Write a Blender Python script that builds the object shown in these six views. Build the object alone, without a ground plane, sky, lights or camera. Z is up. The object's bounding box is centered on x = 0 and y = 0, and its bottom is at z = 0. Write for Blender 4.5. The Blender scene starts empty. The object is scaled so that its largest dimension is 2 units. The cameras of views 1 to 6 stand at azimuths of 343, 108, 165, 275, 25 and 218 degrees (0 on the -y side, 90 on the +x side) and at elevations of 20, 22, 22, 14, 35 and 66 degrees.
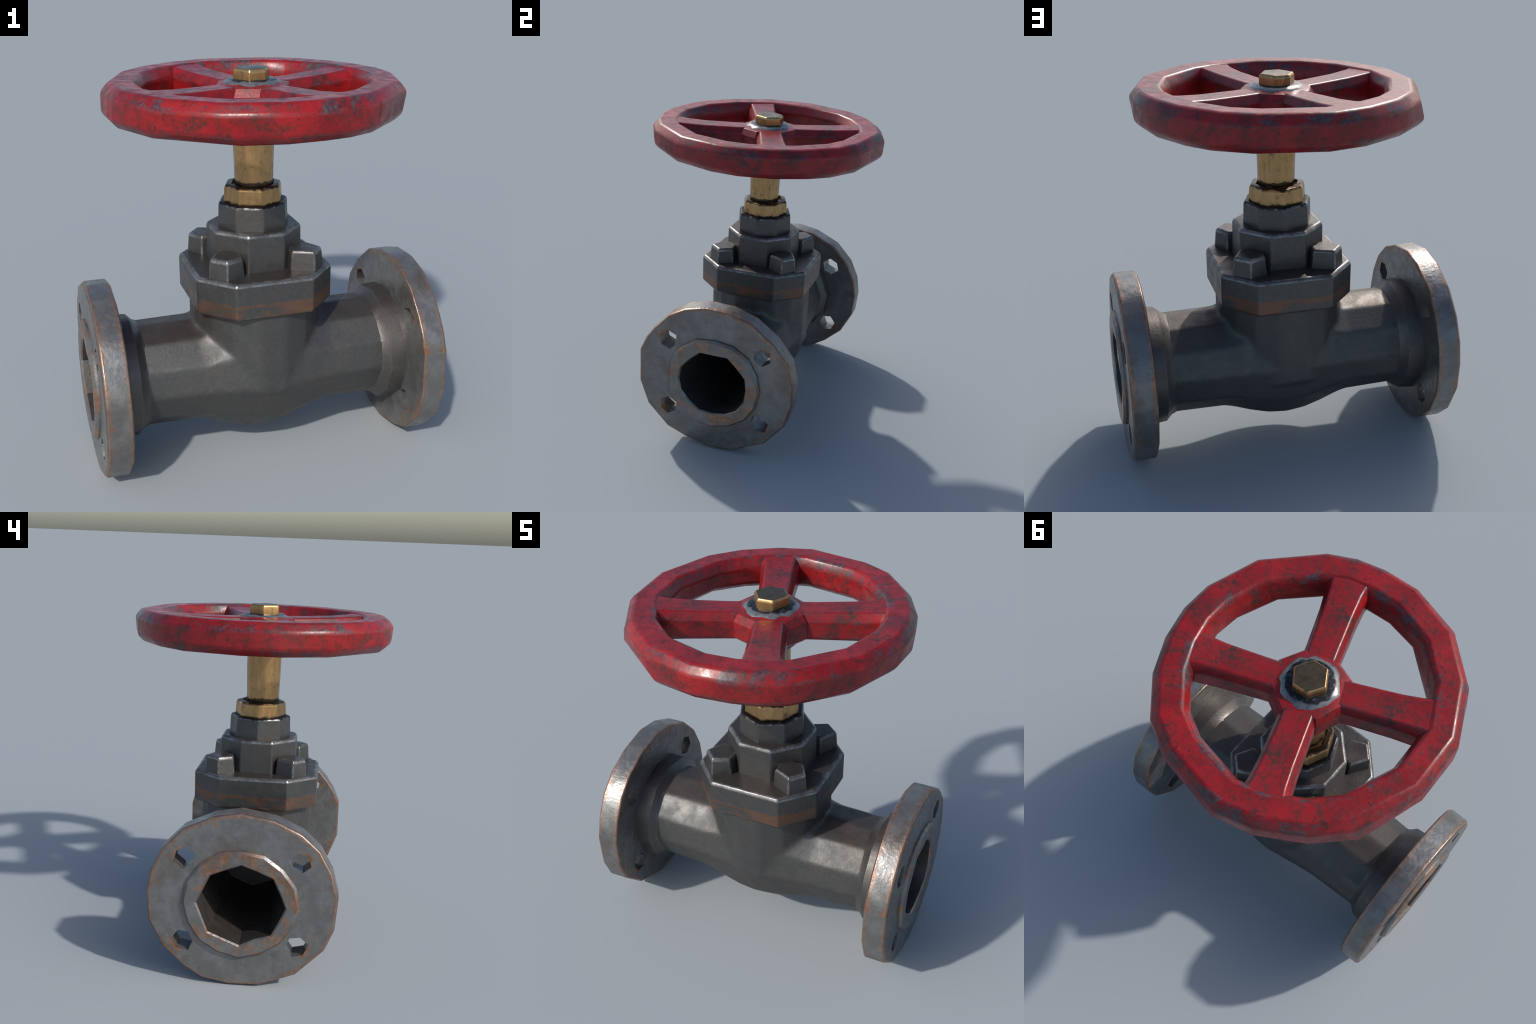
import bpy, bmesh, math, random
from mathutils import Vector, Matrix

random.seed(7)
COL = bpy.context.scene.collection

# ------------------------------------------------------------------ helpers
def new_mesh(name, verts, faces):
    me = bpy.data.meshes.new(name)
    me.from_pydata([tuple(v) for v in verts], [], faces)
    me.validate()
    bm = bmesh.new()
    bm.from_mesh(me)
    bmesh.ops.recalc_face_normals(bm, faces=bm.faces)
    bm.to_mesh(me)
    bm.free()
    return me


def loft(name, rings, cap=True, closed=False):
    """Skin a list of rings (all with the same number of points)."""
    n = len(rings[0])
    verts = [p for r in rings for p in r]
    faces = []
    m = len(rings)
    for i in range(m if closed else m - 1):
        a, b = i * n, ((i + 1) % m) * n
        for j in range(n):
            k = (j + 1) % n
            faces.append((a + j, a + k, b + k, b + j))
    if cap and not closed:
        faces.append(tuple(range(n))[::-1])
        faces.append(tuple((m - 1) * n + j for j in range(n)))
    return new_mesh(name, verts, faces)


def obj(name, me, parent=None, mat=None):
    ob = bpy.data.objects.new(name, me)
    COL.objects.link(ob)
    if parent:
        ob.parent = parent
    if mat:
        me.materials.clear()
        me.materials.append(mat)
    return ob


def apply_mods(ob):
    """Bake an object's modifier stack into its mesh."""
    dg = bpy.context.evaluated_depsgraph_get()
    dg.update()
    me = bpy.data.meshes.new_from_object(ob.evaluated_get(dg))
    old = ob.data
    ob.modifiers.clear()
    ob.data = me
    bpy.data.meshes.remove(old)
    return ob


def boolean(ob, other, op):
    m = ob.modifiers.new("bool", "BOOLEAN")
    m.operation, m.solver, m.object = op, "EXACT", other
    apply_mods(ob)
    bpy.data.objects.remove(other)


def bevel(ob, width, angle=25, segments=2, edge_mat=None):
    if edge_mat:
        ob.data.materials.append(edge_mat)
    m = ob.modifiers.new("bevel", "BEVEL")
    m.width, m.segments, m.limit_method = width, segments, "ANGLE"
    m.angle_limit = math.radians(angle)
    m.harden_normals = False
    m.material = 1 if edge_mat else -1
    apply_mods(ob)


def smooth(ob, angle, weighted=True):
    me = ob.data
    me.shade_smooth()
    me.set_sharp_from_angle(angle=math.radians(angle))
    if weighted:
        m = ob.modifiers.new("weighted", "WEIGHTED_NORMAL")
        m.keep_sharp, m.weight = True, 80
        apply_mods(ob)


def ring_z(radius, z, angles, cx=0.0, cy=0.0):
    return [Vector((cx + radius * math.cos(math.radians(a)), cy + radius * math.sin(math.radians(a)), z)) for a in angles]


def ring_x(ry, rz, x, n, cz, phase=0.0):
    return [Vector((x, ry * math.cos(2 * math.pi * (i + phase) / n), cz + rz * math.sin(2 * math.pi * (i + phase) / n))) for i in range(n)]


def even(n, start=0.0):
    return [start + 360.0 * i / n for i in range(n)]


# ---------------------------------------------------------------- materials
class Nodes:
    def __init__(self, name):
        self.mat = bpy.data.materials.new(name)
        self.mat.use_nodes = True
        self.t = self.mat.node_tree
        self.t.nodes.clear()
        self.out = self.t.nodes.new("ShaderNodeOutputMaterial")
        self.p = self.t.nodes.new("ShaderNodeBsdfPrincipled")
        self.t.links.new(self.p.outputs[0], self.out.inputs[0])
        self.co = self.t.nodes.new("ShaderNodeTexCoord").outputs["Object"]
        self.geo = self.t.nodes.new("ShaderNodeNewGeometry")

    def put(self, socket, v):
        if isinstance(v, bpy.types.NodeSocket):
            self.t.links.new(v, socket)
        else:
            socket.default_value = v

    def noise(self, scale, detail=4.0, rough=0.55, dist=0.0, stretch=(1, 1, 1), shift=(0, 0, 0)):
        m = self.t.nodes.new("ShaderNodeMapping")
        m.inputs["Scale"].default_value = stretch
        m.inputs["Location"].default_value = shift
        self.t.links.new(self.co, m.inputs["Vector"])
        n = self.t.nodes.new("ShaderNodeTexNoise")
        n.inputs["Scale"].default_value = scale
        n.inputs["Detail"].default_value = detail
        n.inputs["Roughness"].default_value = rough
        n.inputs["Distortion"].default_value = dist
        self.t.links.new(m.outputs[0], n.inputs["Vector"])
        return n.outputs[0]

    def ramp(self, v, lo, hi, a=0.0, b=1.0):
        n = self.t.nodes.new("ShaderNodeMapRange")
        n.interpolation_type = "SMOOTHSTEP"
        self.put(n.inputs["Value"], v)
        for k, x in (("From Min", lo), ("From Max", hi), ("To Min", a), ("To Max", b)):
            n.inputs[k].default_value = x
        return n.outputs[0]

    def math(self, op, a, b=0.0, clamp=False):
        n = self.t.nodes.new("ShaderNodeMath")
        n.operation, n.use_clamp = op, clamp
        self.put(n.inputs[0], a)
        self.put(n.inputs[1], b)
        return n.outputs[0]

    def mix(self, f, a, b):
        n = self.t.nodes.new("ShaderNodeMix")
        n.data_type = "RGBA"
        self.put(n.inputs[0], f)
        self.put(n.inputs[6], a if isinstance(a, bpy.types.NodeSocket) else (*a, 1))
        self.put(n.inputs[7], b if isinstance(b, bpy.types.NodeSocket) else (*b, 1))
        return n.outputs[2]

    def edges(self, radius, lo=0.02, hi=0.12):
        """Mask of the worn edges: where a rounded normal leaves the flat one."""
        b = self.t.nodes.new("ShaderNodeBevel")
        b.samples = 8
        b.inputs["Radius"].default_value = radius
        d = self.t.nodes.new("ShaderNodeVectorMath")
        d.operation = "DOT_PRODUCT"
        self.t.links.new(b.outputs[0], d.inputs[0])
        self.t.links.new(self.geo.outputs["True Normal"], d.inputs[1])
        return self.ramp(self.math("SUBTRACT", 1.0, d.outputs["Value"]), lo, hi)

    def axis(self, k):
        n = self.t.nodes.new("ShaderNodeSeparateXYZ")
        self.t.links.new(self.co, n.inputs[0])
        return n.outputs[k]

    def bump(self, height, strength, distance):
        n = self.t.nodes.new("ShaderNodeBump")
        n.inputs["Strength"].default_value = strength
        n.inputs["Distance"].default_value = distance
        self.put(n.inputs["Height"], height)
        self.t.links.new(n.outputs[0], self.p.inputs["Normal"])

    def finish(self, color, rough, metal, spec=0.5):
        self.put(self.p.inputs["Base Color"], color)
        self.put(self.p.inputs["Roughness"], rough)
        self.put(self.p.inputs["Metallic"], metal)
        self.p.inputs["Specular IOR Level"].default_value = spec
        return self.mat


def steel_material(name, tint=(0.093, 0.095, 0.094), rust_band=None, wear=0.8, edge_coat=0.0, rough_add=0.0):
    """Dark cast steel, silvery on the worn edges, faint brown bloom."""
    n = Nodes(name)
    blot = n.noise(5.0, 5, 0.6)
    fine = n.noise(55.0, 3, 0.6)
    up = n.t.nodes.new("ShaderNodeSeparateXYZ")
    n.t.links.new(n.geo.outputs["True Normal"], up.inputs[0])
    top_brown = n.math("MULTIPLY", n.ramp(up.outputs[2], 0.70, 0.92), n.ramp(n.noise(9.0, 4), 0.25, 0.6, 0.25, 0.65))   # patchy brown on faces turned upward
    col = n.mix(n.ramp(blot, 0.40, 0.68), tint, (0.102, 0.094, 0.088))
    col = n.mix(n.ramp(fine, 0.35, 0.75, 0.0, 0.3), col, (0.14, 0.14, 0.14))
    col = n.mix(top_brown, col, (0.092, 0.070, 0.060))
    e = n.math("MULTIPLY", n.edges(0.016, 0.012, 0.06), n.ramp(n.noise(20.0, 5, 0.7), 0.30, 0.58, 0.25, 1.0))
    e = n.math("MULTIPLY", e, wear)
    if edge_coat:
        e = n.math("MAXIMUM", e, n.ramp(n.noise(11.0, 6, 0.75), 0.40, 0.62, 0.0, edge_coat))
    col = n.mix(e, col, (0.34, 0.345, 0.35))
    if rust_band:
        lo, hi = rust_band
        z = n.math("ADD", n.axis(2), n.ramp(n.noise(9.0, 3), 0.2, 0.8, -0.008, 0.008))
        band = n.math("MULTIPLY", n.ramp(z, lo, lo + 0.012), n.ramp(z, hi - 0.008, hi, 1.0, 0.0))
        patch = n.ramp(n.noise(5.0, 4, 0.6, 0.4, (1, 1, 1.8)), 0.43, 0.58)
        line = n.ramp(z, hi - 0.026, hi - 0.014)
        rim = n.ramp(z, lo + 0.012, lo + 0.026, 1.0, 0.0)
        patch = n.math("MAXIMUM", patch, n.math("MULTIPLY", n.math("MAXIMUM", line, rim), n.ramp(n.noise(7.0, 3), 0.3, 0.55)))
        r = n.math("MULTIPLY", n.math("MULTIPLY", band, patch), n.ramp(fine, 0.2, 0.6, 0.55, 1.0))
        col = n.mix(r, col, (0.195, 0.106, 0.070))
    oil = n.math("ADD", n.axis(2), n.ramp(n.noise(28.0, 4), 0.2, 0.8, -0.012, 0.012))
    oil = n.math("MULTIPLY", n.ramp(oil, 1.336, 1.342), n.ramp(oil, 1.372, 1.38, 1.0, 0.0))
    col = n.mix(n.math("MULTIPLY", oil, 0.85), col, (0.018, 0.018, 0.020))
    rough = n.ramp(n.noise(14.0, 4), 0.3, 0.7, 0.35 + rough_add, 0.49 + rough_add)
    rough = n.math("SUBTRACT", rough, n.math("MULTIPLY", e, 0.2))
    n.bump(n.math("ADD", n.noise(70.0, 3), n.math("MULTIPLY", n.noise(22.0, 3), 1.2)), 0.22, 0.004)
    return n.finish(col, rough, 0.72)


def flange_material(name="rusty_flange_steel", gasket=0.0):
    """Grey mottled steel whose rims have rusted to a coppery orange."""
    n = Nodes(name)
    blot = n.noise(11.0, 5, 0.62)
    col = n.mix(n.ramp(blot, 0.36, 0.66), (0.178, 0.178, 0.174), (0.232, 0.233, 0.229))
    col = n.mix(n.ramp(n.noise(4.0, 4, 0.6), 0.52, 0.72, 0.0, 0.7), col, (0.16, 0.125, 0.105))
    fine = n.noise(30.0, 5, 0.65)
    y, z = n.axis(1), n.math("SUBTRACT", n.axis(2), 0.485)
    rad = n.math("SQRT", n.math("ADD", n.math("MULTIPLY", y, y), n.math("MULTIPLY", z, z)))
    e = n.math("ADD", n.edges(0.046, 0.016, 0.065), n.ramp(n.noise(13.0, 5, 0.7), 0.25, 0.75, -0.45, 0.30))
    e = n.math("MULTIPLY", n.ramp(e, 0.03, 0.42), n.ramp(rad, 0.425, 0.445))
    side = n.math("ABSOLUTE", n.math("SUBTRACT", n.math("ABSOLUTE", n.axis(0)), 0.797))
    e = n.math("MULTIPLY", e, n.ramp(side, 0.018, 0.042))
    patches = n.ramp(n.noise(9.0, 5, 0.65, 0.3, (1, 1, 1), (1, 7, 4)), 0.44, 0.60)
    e = n.math("MAXIMUM", e, n.math("MULTIPLY", n.math("MULTIPLY", patches, n.ramp(rad, 0.335, 0.315)), gasket))
    rust = n.mix(n.ramp(fine, 0.35, 0.65), (0.260, 0.125, 0.066), (0.38, 0.215, 0.130))
    col = n.mix(e, col, rust)
    spots = n.math("MULTIPLY", n.ramp(fine, 0.68, 0.76), n.ramp(blot, 0.5, 0.62))
    col = n.mix(n.math("MULTIPLY", spots, 0.7), col, (0.22, 0.12, 0.075))
    col = n.mix(n.ramp(n.noise(19.0, 4, 0.6, 0.2, (1, 1, 1), (3, 1, 2)), 0.60, 0.72, 0.0, 0.35), col, (0.10, 0.10, 0.105))
    n.bump(n.math("ADD", n.noise(60.0, 4), n.math("MULTIPLY", n.noise(28.0, 3), 1.2)), 0.28, 0.005)
    rough = n.ramp(n.noise(26.0, 4, 0.6), 0.3, 0.7, 0.27, 0.48)
    return n.finish(col, rough, 0.65)


def paint_material(name, worn_edge=0.0, rim=False):
    """Red enamel, mottled with dark grime and rubbed to dull blue-grey on its edges."""
    n = Nodes(name)
    big = n.noise(5.0, 5, 0.62)
    mid = n.noise(17.0, 5, 0.7)
    fine = n.noise(48.0, 4, 0.65)
    col = n.mix(n.ramp(big, 0.3, 0.7), (0.205, 0.006, 0.008), (0.320, 0.011, 0.013))
    dark = n.math("MULTIPLY", n.ramp(mid, 0.42, 0.68), n.ramp(fine, 0.32, 0.62))
    col = n.mix(n.math("MULTIPLY", dark, 0.85), col, (0.036, 0.011, 0.010))
    speck = n.math("MULTIPLY", n.ramp(n.noise(75.0, 3, 0.6), 0.56, 0.68), n.ramp(n.noise(9.0, 4, 0.6, 0.0, (1, 1, 1), (2, 6, 3)), 0.42, 0.6))
    col = n.mix(n.math("MULTIPLY", speck, 0.8), col, (0.030, 0.010, 0.010))
    grime = n.math("MULTIPLY", n.ramp(n.noise(6.0, 5, 0.68, 0.3, (1, 1, 1), (5, 2, 1)), 0.52, 0.68), n.ramp(fine, 0.25, 0.60))
    col = n.mix(n.math("MULTIPLY", grime, 0.85), col, (0.036, 0.022, 0.018))
    if rim:
        x, y, z = n.axis(0), n.axis(1), n.axis(2)
        r = n.math("SQRT", n.math("ADD", n.math("MULTIPLY", x, x), n.math("MULTIPLY", y, y)))
        both = lambda a, b: n.math("MULTIPLY", a, b)
        top = both(n.ramp(z, 1.888, 1.915), n.ramp(r, 0.680, 0.705))
        low = both(n.ramp(z, 1.828, 1.800), n.ramp(r, 0.680, 0.705))
        inner = both(n.ramp(z, 1.895, 1.925), n.ramp(r, 0.612, 0.592))
        edge = n.math("MAXIMUM", top, n.math("MAXIMUM", n.math("MULTIPLY", low, 0.6), inner))
    else:
        edge = worn_edge
    if rim or worn_edge:
        e = n.math("MULTIPLY", edge, n.ramp(n.noise(7.5, 6, 0.72, 0.5), 0.47, 0.61))
        e = n.math("MULTIPLY", e, n.ramp(fine, 0.25, 0.5, 0.4, 1.0))
        worn = n.mix(n.ramp(fine, 0.4, 0.6), (0.022, 0.022, 0.032), (0.070, 0.068, 0.078))
        col = n.mix(n.math("MULTIPLY", e, 0.85), col, worn)
    rough = n.ramp(mid, 0.3, 0.7, 0.25, 0.42)
    n.bump(n.math("ADD", fine, n.math("MULTIPLY", n.noise(12.0, 3), 2.0)), 0.14, 0.004)
    return n.finish(col, rough, 0.0, 0.45)


def brass_material(name, base=(0.52, 0.325, 0.145), dirt=(0.075, 0.055, 0.038)):
    """Tarnished brass with dark oily streaks."""
    n = Nodes(name)
    blot = n.noise(16.0, 5, 0.65, 0.3)
    streak = n.noise(20.0, 4, 0.6, 0.0, (2.4, 2.4, 0.35))
    col = n.mix(n.ramp(streak, 0.3, 0.7), base, tuple(c * 0.74 for c in base))
    col = n.mix(n.ramp(blot, 0.54, 0.74, 0.0, 0.75), col, dirt)
    e = n.math("MULTIPLY", n.edges(0.010), n.ramp(n.noise(30.0, 3), 0.35, 0.6))
    col = n.mix(n.math("MULTIPLY", e, 0.5), col, (0.55, 0.38, 0.2))
    z = n.math("ADD", n.axis(2), n.ramp(n.noise(26.0, 4, 0.65), 0.2, 0.8, -0.010, 0.010))
    oil = n.math("MAXIMUM", n.ramp(z, 1.350, 1.358, 1.0, 0.0), n.math("MULTIPLY", n.ramp(z, 1.424, 1.430), n.ramp(z, 1.448, 1.458, 1.0, 0.0)))
    col = n.mix(n.math("MULTIPLY", oil, 0.9), col, (0.030, 0.023, 0.018))
    n.bump(n.noise(60.0, 4), 0.2, 0.003)
    return n.finish(col, n.ramp(blot, 0.3, 0.7, 0.25, 0.45), 0.82)


def washer_material():
    """Bare grey metal with an oily black ring under the nut."""
    n = Nodes("oily_washer_steel")
    x, y = n.axis(0), n.axis(1)
    r = n.math("SQRT", n.math("ADD", n.math("MULTIPLY", x, x), n.math("MULTIPLY", y, y)))
    r = n.math("ADD", r, n.ramp(n.noise(30.0, 4), 0.2, 0.8, -0.008, 0.008))
    col = n.mix(n.ramp(r, 0.112, 0.124), (0.018, 0.019, 0.022), (0.24, 0.24, 0.24))
    col = n.mix(n.ramp(n.noise(40.0, 4, 0.65), 0.5, 0.65, 0.0, 0.7), col, (0.12, 0.125, 0.14))
    return n.finish(col, 0.28, 0.6)


BAND = (0.836, 0.930)       # rusty height of the lower half of the bonnet joint
STEEL = steel_material("dark_cast_steel", rust_band=BAND)
EDGE = steel_material("worn_steel_edge", rust_band=BAND, edge_coat=0.55)
BODY = steel_material("cast_body_steel", (0.091, 0.093, 0.092), wear=0.15, rough_add=0.11)
HUB = steel_material("brown_cast_steel", (0.108, 0.100, 0.094), wear=0.1, rough_add=0.04)
FLANGE = flange_material()
GASKET = flange_material("rusty_gasket_face_steel", 0.75)
RED = paint_material("chipped_red_paint", rim=True)
RED_WORN = paint_material("worn_red_paint", 0.8)
RED_PLAIN = paint_material("grimy_red_paint")
BRASS = brass_material("tarnished_brass")
BRASS_DARK = brass_material("dark_reflection_brass", (0.13, 0.095, 0.058), (0.045, 0.045, 0.033))  # dark reflection on the cap nut's top, painted into its brass
WASHER = washer_material()

# ------------------------------------------------------------------- valve
valve = bpy.data.objects.new("gate_valve", None)
COL.objects.link(valve)
valve["label"] = "worn cast steel gate valve with chipped red handwheel"
valve["category"] = "pipe valve"

PIPE_Z = 0.475          # axis of the pipe
FL_Z = 0.485            # middle of the end flanges
NECK_R = 0.336


def cut_square(r, z):
    """Bonnet outline: a square with its corners cut, a touch longer in y."""
    pts = [(0.347, 0.197), (0.194, 0.360), (-0.194, 0.360), (-0.347, 0.197),
           (-0.347, -0.197), (-0.194, -0.360), (0.194, -0.360), (0.347, -0.197)]
    return [Vector((x * r / 0.397, y * r / 0.397, z)) for x, y in pts]


def bore_ring(side, x, r, n=16, corners=8):
    """The eight-sided bore, carried on 16 points, a little wider than high."""
    seg = 2 * math.pi / corners
    phase = 0.0 if side < 0 else 0.3
    pts = []
    for i in range(n):
        a = 2 * math.pi * i / n
        rr = r * math.cos(seg / 2) / math.cos((a - phase) % seg - seg / 2)
        pts.append(Vector((side * x, rr * math.cos(a), PIPE_Z - 0.002 + rr * 0.94 * math.sin(a))))
    return pts


# ---- body: faceted pipe, swollen belly, upright neck, flange under the bonnet
def make_body():
    def trim(ring, x):
        # the lower flanks of the casting are a little flatter than round
        out = []
        for p in ring:
            dy, dz = p.y, p.z - PIPE_Z
            k = 1.0
            if dz < 0:
                k -= (0.018 + 0.010 * max(0.0, 1 - abs(x) / 0.36)) * (2 * abs(dy * dz) / (dy * dy + dz * dz))
            out.append(Vector((p.x, dy * k, PIPE_Z + dz * k)))
        return out

    # pipe widening sideways into the swollen belly: (x, half width, half height)
    half = [(0.668, 0.276, 0.270), (0.62, 0.278, 0.270), (0.34, 0.290, 0.272), (0.28, 0.296, 0.292), (0.20, 0.306, 0.328),
            (0.10, 0.322, 0.360), (0.0, 0.330, 0.372)]
    spine = [(-x, w, h) for x, w, h in half] + [(x, w, h) for x, w, h in half[-2::-1]]
    pipe = obj("valve_body", loft("valve_body", [trim(ring_x(w * 1.006, h * 1.006, x, 12, PIPE_Z, 0.17), x) for x, w, h in spine]))
    neck = obj("neck", loft("neck", [ring_z(NECK_R, z, even(16, 11.25)) for z in (0.42, 0.90)]))
    boolean(pipe, neck, "UNION")
    m = pipe.modifiers.new("remesh", "REMESH")
    m.mode, m.voxel_size = "VOXEL", 0.010
    s = pipe.modifiers.new("smooth", "CORRECTIVE_SMOOTH")
    s.iterations, s.use_only_smooth, s.smooth_type = 6, True, "SIMPLE"
    s.factor = 0.5
    apply_mods(pipe)
    for side in (-1, 1):
        deep = (0.196, 0.100) if side < 0 else (0.214, -0.080)
        boolean(pipe, obj("bore", loft("bore", [bore_ring(side, x, r) for r, x in ((0.226, 0.655), deep)])), "DIFFERENCE")
        boolean(pipe, obj("bore", loft("bore", [bore_ring(side, x, r) for r, x in ((0.240, 0.80), (0.240, 0.654))])), "DIFFERENCE")
    pipe.parent = valve
    pipe.data.materials.clear()
    pipe.data.materials.append(BODY)
    smooth(pipe, 40)
    return pipe


body = make_body()

# ---- end flanges: low polygons with a raised face, a hub and four bolt holes
# outlines (y, z) walked round each cast disc
OUTLINE_LEFT = [(0.011, 0.970), (-0.169, 0.940), (-0.312, 0.876), (-0.410, 0.787), (-0.476, 0.670), (-0.514, 0.535),
                (-0.502, 0.355), (-0.452, 0.234), (-0.304, 0.084), (-0.109, 0.006), (0.053, 0.000), (0.202, 0.026),
                (0.303, 0.088), (0.422, 0.195), (0.501, 0.348), (0.514, 0.502), (0.495, 0.620), (0.435, 0.748),
                (0.321, 0.868), (0.155, 0.945)]
OUTLINE_RIGHT = [(-0.512, 0.600), (-0.514, 0.379), (-0.456, 0.222), (-0.318, 0.085), (-0.179, 0.032), (-0.017, 0.000),
                 (0.129, 0.012), (0.342, 0.116), (0.466, 0.270), (0.506, 0.413), (0.507, 0.545), (0.467, 0.695),
                 (0.372, 0.812), (0.228, 0.920), (0.077, 0.968), (-0.078, 0.973), (-0.212, 0.938), (-0.318, 0.878),
                 (-0.417, 0.772), (-0.470, 0.695)]


def make_flange(side, outline):
    def out(x, inset):
        return [Vector((side * x, (0.998 if side * y < 0 else 1.010) * (y - inset * (y / 0.51)) + (0.003 if side > 0 else 0.0), (1.004 if side > 0 else 1.008) * (z - inset * ((z - FL_Z) / 0.485)))) for y, z in outline]
    disc = loft("pipe_flange", [out(0.737, 0.010), out(0.748, 0.0), out(0.850, 0.0), out(0.865, 0.014)])
    ob = obj("pipe_flange", disc, valve, FLANGE)
    rng = random.Random(3 if side < 0 else 5)
    for sy in (-1, 1):
        for dz in (0.232, -0.238):
            cy, cz = sy * 0.307, FL_Z + dz + (0.007 if side * sy > 0 else 0.0)
            n = 6
            ph = rng.random()
            r0 = 0.060
            rr = [r0 * rng.uniform(0.90, 1.14) for _ in range(n)]
            pts = [[Vector((side * x, cy + rr[i] * math.cos(2 * math.pi * (i + ph) / n), cz + rr[i] * math.sin(2 * math.pi * (i + ph) / n)))
                    for i in range(n)] for x in (0.60, 0.95)]
            boolean(ob, obj("drill", loft("drill", pts)), "DIFFERENCE")
    core = obj("drill", loft("drill", [ring_x(0.25, 0.245, side * x, 24, PIPE_Z) for x in (0.5, 1.0)]))
    boolean(ob, core, "DIFFERENCE")
    smooth(ob, 50)
    ob.data.materials.clear()
    ob.data.materials.append(FLANGE)
    # raised gasket face with the faceted bore running back into the body
    n = 16
    chip = [rng.uniform(0.975, 1.02) for _ in range(n)]
    worn = [rng.uniform(0.965, 1.025) for _ in range(n)]
    dent = [rng.uniform(0.0, 0.006) for _ in range(n)]

    def bore(x, r):
        return bore_ring(side, x, r)

    def rnd(x, r):
        return [Vector((side * x, r * c * math.cos(2 * math.pi * i / n), PIPE_Z + 0.965 * r * c * math.sin(2 * math.pi * i / n)))
                for i, c in enumerate(chip if r > 0.28 else [1.0] * n)]

    def mouth(x, r):
        return [Vector((p.x - side * d, p.y * c, PIPE_Z + (p.z - PIPE_Z) * c)) for p, c, d in zip(bore(x, r), worn, dent)]
    face = obj("gasket_face", loft("gasket_face", [rnd(0.80, 0.316), rnd(0.875, 0.314), rnd(0.889, 0.300), mouth(0.889, 0.247),
               mouth(0.880, 0.238), bore(0.655, 0.226), rnd(0.655, 0.250), rnd(0.80, 0.250)], closed=True), ob, GASKET)
    smooth(face, 32)
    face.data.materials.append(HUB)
    for p in face.data.polygons:
        if abs(p.center.x) < 0.872 and math.hypot(p.center.y, p.center.z - PIPE_Z) < 0.262:
            p.material_index = 1
    # hub where the pipe thickens into the flange
    prof = [(0.600, 0.272), (0.628, 0.283), (0.658, 0.313), (0.728, 0.320), (0.755, 0.322)]
    hub = obj("flange_hub", loft("flange_hub", [ring_x(r, r * 0.985, side * x, 12, PIPE_Z, 0.17) for x, r in prof]), ob, HUB)
    core = obj("drill", loft("drill", [ring_x(0.25, 0.245, side * x, 24, PIPE_Z) for x in (0.5, 1.0)]))
    boolean(hub, core, "DIFFERENCE")
    smooth(hub, 33)
    return ob


make_flange(-1, OUTLINE_LEFT)
make_flange(1, OUTLINE_RIGHT)

# ---- bonnet: octagonal cover, octagonal tower, smaller collar on top
bonnet = obj("bonnet", loft("bonnet", [cut_square(r, z) for r, z in
             ((0.340, 0.838), (0.386, 0.846), (0.397, 0.858), (0.398, 1.020), (0.385, 1.036))]), valve, STEEL)
bevel(bonnet, 0.012, 25, 3, EDGE)
smooth(bonnet, 28)
tower = obj("bonnet_tower", loft("bonnet_tower", [ring_z(r, z, even(8, 22.5)) for r, z in
            ((0.242, 1.02), (0.241, 1.214), (0.230, 1.228))]), bonnet, STEEL)
bevel(tower, 0.012, 25, 3, EDGE)
smooth(tower, 28)
collar = obj("gland_collar", loft("gland_collar", [ring_z(r, z, even(8, 0)) for r, z in
             ((0.184, 1.21), (0.180, 1.338), (0.172, 1.348))]), bonnet, STEEL)
bevel(collar, 0.007, 25, 3, EDGE)
smooth(collar, 28)

for part in (bonnet, tower, collar):
    for p in part.data.polygons:
        if p.material_index == 1 and abs(p.normal.z) < 0.2:
            p.material_index = 0

# ---- four squat hexagonal bolts on the bonnet corners
bolt_angles = [-33, 38, 106, 160, 200, 245]
bolt_rings = [[Vector((r * math.cos(math.radians(a)), r * math.sin(math.radians(a)), z)) for a in bolt_angles]
              for r, z in ((0.095, 1.02), (0.087, 1.122), (0.077, 1.136))]
bolt_mesh = loft("bonnet_bolt", bolt_rings)
proto = obj("bonnet_bolt", bolt_mesh, bonnet, STEEL)
bevel(proto, 0.007, 25, 3, EDGE)
smooth(proto, 28)
for k, a in enumerate((45, 135, 225, 315)):
    b = proto if k == 0 else proto.copy()
    if k:
        COL.objects.link(b)
    b.location = (0.203 * (1 if a in (45, 315) else -1), 0.207 * (1 if a < 180 else -1), 0)
    b.rotation_euler = (0, 0, math.radians(a + (0, 4, -3, 2)[k]))
    b.parent = bonnet

# ---- brass packing nut and stem
nut = obj("packing_nut", loft("packing_nut", [ring_z(r, z, even(8, 0)) for r, z in
          ((0.153, 1.335), (0.148, 1.420), (0.140, 1.432), (0.112, 1.436), (0.108, 1.42))]), valve, BRASS)
bevel(nut, 0.003, 25, 2)
smooth(nut, 30)
stem = obj("valve_stem", loft("valve_stem", [ring_z(r, z, even(12, 10), 0.002, -0.010) for r, z in
           ((0.096, 1.40), (0.097, 1.50), (0.101, 1.62), (0.102, 1.80))]), valve, BRASS)
smooth(stem, 50)

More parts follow.
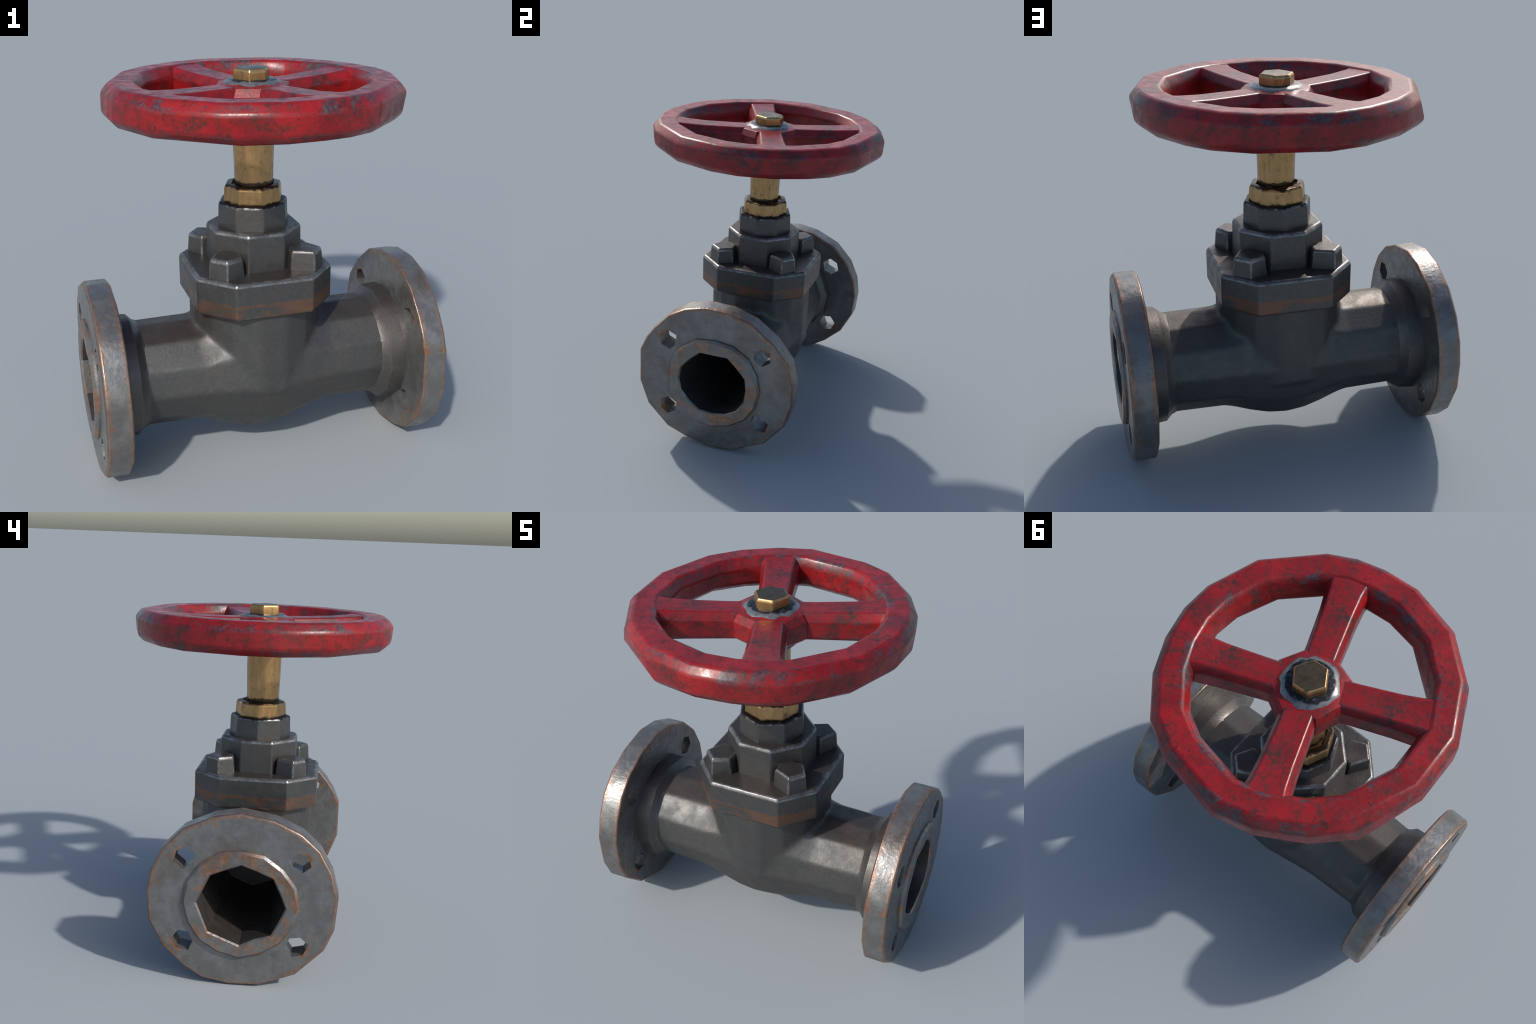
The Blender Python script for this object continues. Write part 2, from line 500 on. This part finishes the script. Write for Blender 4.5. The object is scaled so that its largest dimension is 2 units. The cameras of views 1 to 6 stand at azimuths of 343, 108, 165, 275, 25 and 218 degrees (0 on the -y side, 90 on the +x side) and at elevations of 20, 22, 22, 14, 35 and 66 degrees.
# ---- handwheel: faceted rim, four spokes, octagonal hub
# the cast rim is faceted, and its underside is faceted differently from its top
# (angle above, angle below, how far out above, how far out below)
RIM_FACETS = [(54, 50, 1.0, 1.0), (34, 38, 0.985, 0.99), (19, 21, 0.985, 0.985), (5.6, 3, 0.995, 0.985), (-7, -11, 1.0, 0.98), (-29, -34, 1.008, 0.982),
              (-56, -58, 1.0, 0.988), (-68, -69, 1.0, 0.988), (-80, -80, 0.995, 0.975), (-95, -94, 1.0, 0.982), (-118, -111, 1.0, 0.995), (-140, -146, 0.988, 0.99),
              (-164, -168, 0.99, 0.99), (-188, -186, 0.985, 0.985), (-215, -212, 0.985, 1.01), (-231, -230, 0.985, 0.985), (-248, -250, 0.99, 0.988),
              (-264, -266, 1.005, 0.992), (-292, -294, 0.99, 0.99)]
RIM_SECTION = [(0.704, 1.955, 0), (0.744, 1.908, 0.1), (0.746, 1.814, 0.9), (0.706, 1.774, 1), (0.606, 1.775, 1), (0.562, 1.812, 0.9),
               (0.558, 1.898, 0.1), (0.590, 1.954, 0)]


def make_wheel():
    rings = []
    for r, z, k in RIM_SECTION:
        ring = []
        for t, u, fa, fb in RIM_FACETS:
            f = fa * (1 - k) + fb * k
            a = math.radians(t * (1 - k) + u * k)
            ring.append(Vector((0.982 * r * f * math.cos(a) - 0.002, 1.011 * r * f * math.sin(a) - 0.002, z)))
        rings.append(ring)
    rim = obj("handwheel", loft("handwheel", rings, closed=True), valve, RED)
    bevel(rim, 0.015, 33, 3)
    smooth(rim, 36)
    # spokes: chamfered bars that widen towards the rim
    section = [(-0.093, 1.804), (-0.093, 1.886), (-0.068, 1.928), (0.068, 1.928), (0.093, 1.886), (0.093, 1.804), (0.082, 1.788), (-0.082, 1.788)]
    stations = [(0.06, 0.96, 0.0), (0.22, 0.97, 0.0), (0.42, 1.03, 0.005), (0.530, 1.12, 0.013), (0.570, 1.22, 0.018), (0.620, 1.45, 0.022)]
    sp = loft("spoke", [[Vector((x, w * y, z + (up if z > 1.85 else 0))) for y, z in section] for x, w, up in stations])
    proto = obj("spoke", sp, rim, RED_PLAIN)
    bevel(proto, 0.014, 25, 3, RED_WORN)
    smooth(proto, 40)
    for k, a in enumerate((21.5, 110, 203.3, 290.5)):
        s = proto if k == 0 else proto.copy()
        if k:
            COL.objects.link(s)
        s.parent = rim
        s.rotation_euler = (0, 0, math.radians(a))
    hub = obj("wheel_hub", loft("wheel_hub", [ring_z(r, z, [-7, 37, 86, 138, 183, 229, 273, 315]) for r, z in
              ((0.120, 1.768), (0.146, 1.775), (0.186, 1.788), (0.204, 1.804), (0.205, 1.806), (0.205, 1.886), (0.180, 1.924), (0.140, 1.934), (0.100, 1.936))]), rim, RED_PLAIN)
    bevel(hub, 0.010, 25, 3)
    smooth(hub, 40)
    return rim


wheel = make_wheel()
stem_collar = obj("stem_collar", loft("stem_collar", [ring_z(r, z, even(9, 10), 0.002, -0.008) for r, z in
                  ((0.104, 1.728), (0.122, 1.734), (0.140, 1.752), (0.146, 1.792))]), valve, STEEL)
smooth(stem_collar, 35)
ragged = [random.uniform(-0.05, 0.04) for _ in range(24)]
washer = obj("washer", loft("washer", [[Vector((p.x * (1 + k), p.y * (1 + k), p.z)) for p, k in zip(ring_z(r, z, even(24, 0)), ragged)] for r, z in
             ((0.150, 1.915), (0.143, 1.932), (0.114, 1.948), (0.06, 1.950))]), valve, WASHER)
smooth(washer, 40)
cap = obj("cap_nut", loft("cap_nut", [ring_z(r, z, [6, 66, 120, 180, 246, 300]) for r, z in
          ((0.080, 1.930), (0.094, 1.942), (0.094, 1.985), (0.086, 2.0))]), valve, BRASS_DARK)
bevel(cap, 0.006, 25, 3, BRASS)
for p in cap.data.polygons:
    p.material_index = 0 if p.normal.z > 0.9 else 1
smooth(cap, 28)
